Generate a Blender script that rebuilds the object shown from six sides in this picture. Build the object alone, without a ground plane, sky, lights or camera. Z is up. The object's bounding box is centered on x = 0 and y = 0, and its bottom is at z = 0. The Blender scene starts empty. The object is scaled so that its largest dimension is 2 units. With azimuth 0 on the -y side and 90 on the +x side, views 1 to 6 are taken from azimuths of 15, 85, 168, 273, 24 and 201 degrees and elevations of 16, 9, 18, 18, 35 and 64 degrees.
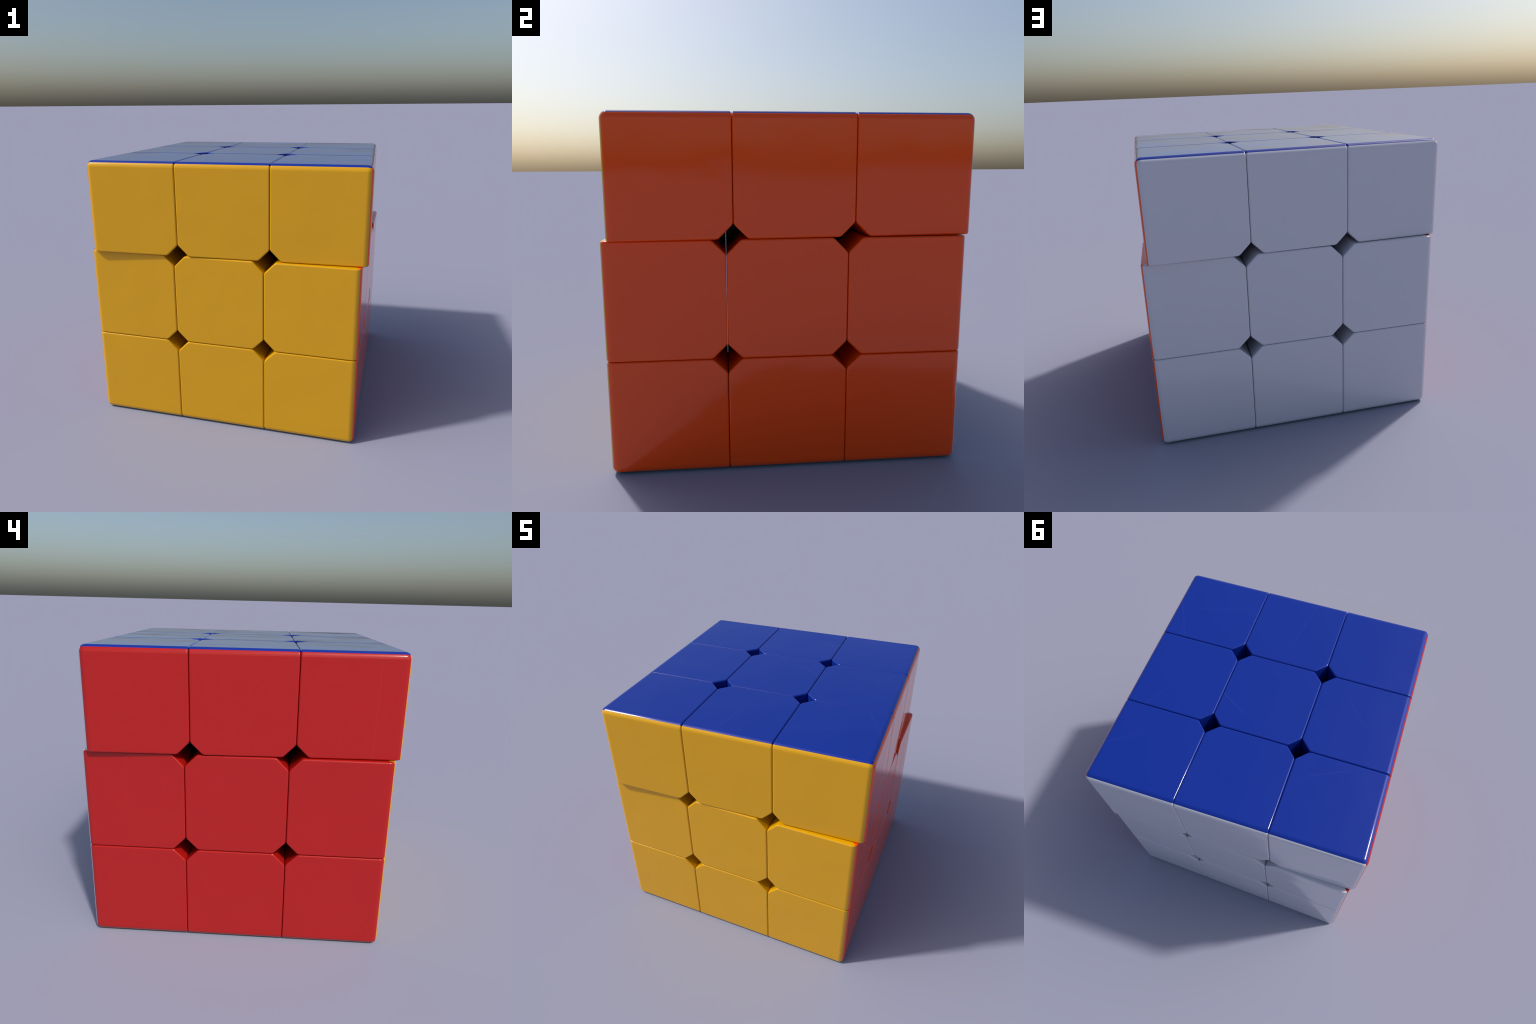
"""Stickerless 3x3x3 twisty puzzle cube, top layer turned a little.

Built from 8 corner pieces, 12 edge pieces, 6 centre pieces and a hidden core.
Every piece is a box with 45 degree chamfers on the edges that face the four
little diamond openings of each side, wide rounded outer edges and small rounded
inner edges.  The coloured plastic of each side is a panel of its own (mitred
against its neighbours), carried by an inner body coloured near black for shade.
"""
import bpy, bmesh, math
from mathutils import Vector, Matrix

# ------------------------------------------------------------------ sizes (m)
PITCH = 0.6430          # distance between neighbouring pieces
GAP = 0.0020            # play between pieces
INNER_HALF = (PITCH - GAP) / 2
OUTER_HALF = 0.3210     # piece centre to coloured face
CHAMFER = 0.0775        # size of the cut corners round the diamond openings
CHAMFER_SOFT = 0.012    # softening of the two edges of each cut corner
OUTER_RADIUS = 0.042    # rounding of the cube's outer edges
INNER_RADIUS = 0.0105   # rounding of the edges along the seams
PANEL_DEPTH = 0.34      # how deep the coloured plastic reaches
TOP_TURN = math.radians(2.27)
CENTRE_Z = PITCH + OUTER_HALF


# ------------------------------------------------------------------ materials
def plastic(name, colour, roughness=0.09, seed=0.0, scratches=True):
    m = bpy.data.materials.new(name)
    m.use_nodes = True
    nt = m.node_tree
    n, l = nt.nodes, nt.links
    b = n["Principled BSDF"]
    b.inputs["IOR"].default_value = 1.5
    b.inputs["Base Color"].default_value = (*colour, 1)
    b.inputs["Roughness"].default_value = roughness
    if not scratches:
        return m
    coord = n.new("ShaderNodeTexCoord")
    info = n.new("ShaderNodeObjectInfo")

    def math_node(op, a, c=None, clamp=False):
        k = n.new("ShaderNodeMath")
        k.operation, k.use_clamp = op, clamp
        for i, v in enumerate((a, c)):
            if v is None:
                continue
            if isinstance(v, (int, float)):
                k.inputs[i].default_value = v
            else:
                l.new(v, k.inputs[i])
        return k.outputs[0]

    # soft mottling of the gloss
    cloud = n.new("ShaderNodeTexNoise")
    cloud.inputs["Scale"].default_value = 5.0
    cloud.inputs["Detail"].default_value = 4.0
    l.new(coord.outputs["Object"], cloud.inputs["Vector"])

    def vec(op, a, c, out=0):
        k = n.new("ShaderNodeVectorMath")
        k.operation = op
        for i, v in enumerate((a, c)):
            if v is None:
                continue
            if isinstance(v, tuple):
                k.inputs[i].default_value = v
            else:
                l.new(v, k.inputs[i])
        return k.outputs["Value" if op == "DOT_PRODUCT" else "Vector"]

    # hairline scratches: each is where a random plane meets the surface, over a
    # limited length; every panel gets its own few
    wobble = n.new("ShaderNodeTexNoise")
    wobble.inputs["Scale"].default_value = 3.0
    wobble.inputs["Detail"].default_value = 0.0
    l.new(coord.outputs["Object"], wobble.inputs["Vector"])
    bend = math_node("MULTIPLY", math_node("SUBTRACT", wobble.outputs["Fac"], 0.5), 0.012)
    total = None
    for i in range(3):
        rnd = []
        for j in range(3):
            w = n.new("ShaderNodeTexWhiteNoise")
            w.noise_dimensions = "1D"
            l.new(math_node("ADD", math_node("MULTIPLY", info.outputs["Random"], 917.0), seed + 3.3 * i + 1.1 * j), w.inputs["W"])
            rnd.append(w)
        normal = vec("NORMALIZE", vec("SUBTRACT", rnd[0].outputs["Color"], (0.5, 0.5, 0.5)), None)
        along = vec("NORMALIZE", vec("SUBTRACT", rnd[1].outputs["Color"], (0.5, 0.5, 0.5)), None)
        shift = vec("MULTIPLY", vec("SUBTRACT", rnd[2].outputs["Color"], (0.5, 0.5, 0.5)), (0.6, 0.6, 0.6))
        spot = vec("SUBTRACT", coord.outputs["Object"], shift)
        dist = math_node("ABSOLUTE", math_node("ADD", vec("DOT_PRODUCT", spot, normal), bend))
        thin = math_node("SUBTRACT", 1.0, math_node("DIVIDE", dist, 0.0009), True)
        reach = math_node("ABSOLUTE", vec("DOT_PRODUCT", spot, along))
        where = math_node("MULTIPLY", math_node("SUBTRACT", 1.0, math_node("DIVIDE", reach, 0.13), True), 2.0, True)
        s = math_node("MULTIPLY", math_node("MULTIPLY", thin, where), rnd[2].outputs["Value"])
        total = s if total is None else math_node("MAXIMUM", total, s)
    # rare tiny specks
    dots = n.new("ShaderNodeTexVoronoi")
    dots.inputs["Scale"].default_value = 9.0
    own = n.new("ShaderNodeCombineXYZ")
    for k, f in enumerate((71.0, 133.0, 197.0)):
        l.new(math_node("MULTIPLY", info.outputs["Random"], f), own.inputs[k])
    place = vec("ADD", coord.outputs["Object"], own.outputs[0])
    l.new(place, dots.inputs["Vector"])
    speck = math_node("LESS_THAN", dots.outputs["Distance"], 0.022)
    total = math_node("MAXIMUM", total, math_node("MULTIPLY", speck, 0.5))

    # moulded plastic is never quite flat: a faint, slow waviness of the gloss
    wave = n.new("ShaderNodeTexNoise")
    wave.inputs["Scale"].default_value = 2.6
    wave.inputs["Detail"].default_value = 1.0
    l.new(place, wave.inputs["Vector"])
    bump = n.new("ShaderNodeBump")
    bump.inputs["Strength"].default_value = 1.0
    bump.inputs["Distance"].default_value = 0.006
    l.new(wave.outputs["Fac"], bump.inputs["Height"])
    l.new(bump.outputs["Normal"], b.inputs["Normal"])

    rough = math_node("ADD", math_node("MULTIPLY", math_node("SUBTRACT", cloud.outputs["Fac"], 0.5), 0.04), roughness)
    rough = math_node("ADD", rough, math_node("MULTIPLY", total, 0.10), True)
    l.new(rough, b.inputs["Roughness"])
    mix = n.new("ShaderNodeMix")
    mix.data_type = "RGBA"
    mix.inputs["A"].default_value = (*colour, 1)
    mix.inputs["B"].default_value = (*[c + (0.8 - c) * 0.12 for c in colour], 1)
    l.new(math_node("MULTIPLY", total, 0.45), mix.inputs["Factor"])
    l.new(mix.outputs["Result"], b.inputs["Base Color"])
    return m


COLOURS = {
    "red": (0.413, 0.0095, 0.0072),
    "orange": (0.97, 0.083, 0.002),
    "yellow": (0.687, 0.348, 0.0015),
    "white": (0.650, 0.635, 0.690),
    "blue": (0.0055, 0.0275, 0.280),
    "green": (0.010, 0.22, 0.05),
}
MATERIAL = {k: plastic(k + "_plastic", c, seed=i * 1.7) for i, (k, c) in enumerate(COLOURS.items())}
BODY = plastic("shade_darkened_inner_plastic", (0.04, 0.04, 0.04), 0.3, scratches=False)  # grey darkened to near black to paint in the deep shade of the openings
CORE = plastic("dark_core_plastic", (0.03, 0.03, 0.03), 0.4, scratches=False)
SIDE = {(0, -1): "red", (0, 1): "orange", (1, -1): "yellow", (1, 1): "white", (2, 1): "blue", (2, -1): "green"}


# ------------------------------------------------------------------ one piece
def outward_axes(face, outer):
    """Axes of the cube's outside that this flat face belongs to."""
    return [k for k, s in enumerate(outer) if s and face.normal[k] * s > 0.99]


def axis_dirs():
    return [Vector([s if i == k else 0 for i in range(3)]) for k in range(3) for s in (-1, 1)]


def piece_mesh(outer):
    """bmesh of one piece; outer = (-1|0|1) per axis, where it shows a coloured side."""
    bm = bmesh.new()
    bmesh.ops.create_cube(bm, size=2.0)
    for v in bm.verts:
        for k in range(3):
            v.co[k] *= OUTER_HALF if outer[k] * v.co[k] > 0 else INNER_HALF
    # cut corners: edges that run inwards from a coloured side, between two inner sides
    cuts = []
    for e in bm.edges:
        a, b = (v.co for v in e.verts)
        k = max(range(3), key=lambda i: abs(a[i] - b[i]))
        if outer[k] and all(outer[j] * a[j] <= 0 for j in range(3) if j != k):
            cuts.append(e)
    bmesh.ops.bevel(bm, geom=cuts, offset=CHAMFER, offset_type="OFFSET", segments=1, profile=0.5, affect="EDGES", clamp_overlap=False)
    bm.normal_update()
    # soften both long edges of every cut corner (they turn by 45 degrees)
    soft = [e for e in bm.edges if math.radians(40) < e.calc_face_angle(0.0) < math.radians(50)
            and any(f.normal.dot(g) > 0.99 for f in e.link_faces for g in axis_dirs())]
    bmesh.ops.bevel(bm, geom=soft, offset=CHAMFER_SOFT, offset_type="OFFSET", segments=4, profile=0.5, affect="EDGES", clamp_overlap=False)
    bm.normal_update()
    # wide rounding where two coloured sides meet
    wide = [e for e in bm.edges if all(outward_axes(f, outer) for f in e.link_faces)]
    if wide:
        bmesh.ops.bevel(bm, geom=wide, offset=OUTER_RADIUS, offset_type="OFFSET", segments=12, profile=0.5, affect="EDGES", clamp_overlap=False)
        bm.normal_update()
    # small rounding of every edge that is still sharp
    sharp = [e for e in bm.edges if e.calc_face_angle(0.0) > math.radians(25)]
    bmesh.ops.bevel(bm, geom=sharp, offset=INNER_RADIUS, offset_type="OFFSET", segments=4, profile=0.5, affect="EDGES", clamp_overlap=True)
    bmesh.ops.remove_doubles(bm, verts=bm.verts, dist=1e-6)

    # mitre lines between the coloured plastics, and the inner limit of the panels
    def cut(normal, at):
        bmesh.ops.bisect_plane(bm, geom=bm.verts[:] + bm.edges[:] + bm.faces[:], dist=1e-6, plane_co=at, plane_no=normal)
    axes = [k for k in range(3) if outer[k]]
    for i, k in enumerate(axes):
        for j in axes[i + 1:]:
            no = Vector((0, 0, 0))
            no[k], no[j] = outer[k], -outer[j]
            cut(no, (0, 0, 0))
        no = Vector((0, 0, 0))
        no[k] = outer[k]
        cut(no, no * (OUTER_HALF - PANEL_DEPTH))
    bm.normal_update()
    return bm


def face_side(face, outer):
    """Axis whose coloured panel owns this face, or None for the inner body."""
    c = face.calc_center_median()
    best = max((k for k in range(3) if outer[k]), key=lambda k: c[k] * outer[k])
    return best if c[best] * outer[best] > OUTER_HALF - PANEL_DEPTH else None


def mesh_from(bm, faces, normals, name, material):
    index, verts, polys = {}, [], []
    for f in faces:
        row = []
        for v in f.verts:
            if v.index not in index:
                index[v.index] = len(verts)
                verts.append(v)
            row.append(index[v.index])
        polys.append(row)
    me = bpy.data.meshes.new(name)
    me.from_pydata([v.co[:] for v in verts], [], polys)
    me.materials.append(material)
    me.polygons.foreach_set("use_smooth", [True] * len(polys))
    me.update()
    me.normals_split_custom_set_from_vertices([normals[v.index][:] for v in verts])
    return me


def area_weighted_normals(bm):
    bm.verts.index_update()
    out = []
    for v in bm.verts:
        s = Vector((0, 0, 0))
        for f in v.link_faces:
            s += f.normal * f.calc_area()
        out.append(s.normalized())
    return out


# ------------------------------------------------------------------ assembly
collection = bpy.context.scene.collection
cube = bpy.data.objects.new("puzzle_cube", None)
cube["label"] = "glossy six-coloured twisty puzzle cube with its top layer slightly turned"
cube["category"] = "puzzle cube"
collection.objects.link(cube)

KIND = {1: "centre_piece", 2: "edge_piece", 3: "corner_piece"}
for ix in (-1, 0, 1):
    for iy in (-1, 0, 1):
        for iz in (-1, 0, 1):
            outer = (ix, iy, iz)
            count = sum(1 for s in outer if s)
            if not count:
                continue
            turn = Matrix.Rotation(TOP_TURN if iz > 0 else 0.0, 4, "Z")
            place = turn @ Matrix.Translation((ix * PITCH, iy * PITCH, CENTRE_Z + iz * PITCH))
            bm = piece_mesh(outer)
            normals = area_weighted_normals(bm)
            groups = {}
            for f in bm.faces:
                groups.setdefault(face_side(f, outer), []).append(f)
            body = bpy.data.objects.new(KIND[count], mesh_from(bm, groups.pop(None), normals, KIND[count], BODY))
            collection.objects.link(body)
            body.parent = cube
            body.matrix_world = place
            for k, faces in groups.items():
                colour = SIDE[(k, outer[k])]
                panel = bpy.data.objects.new(colour + "_panel", mesh_from(bm, faces, normals, colour + "_panel", MATERIAL[colour]))
                collection.objects.link(panel)
                panel.parent = body
            bm.free()

bm = bmesh.new()
bmesh.ops.create_cube(bm, size=2 * INNER_HALF - 0.01)
bmesh.ops.bevel(bm, geom=bm.edges[:], offset=0.03, offset_type="OFFSET", segments=3, profile=0.5, affect="EDGES")
me = bpy.data.meshes.new("core")
bm.to_mesh(me)
bm.free()
me.materials.append(CORE)
core = bpy.data.objects.new("core", me)
core.location = (0, 0, CENTRE_Z)
core.parent = cube
collection.objects.link(core)
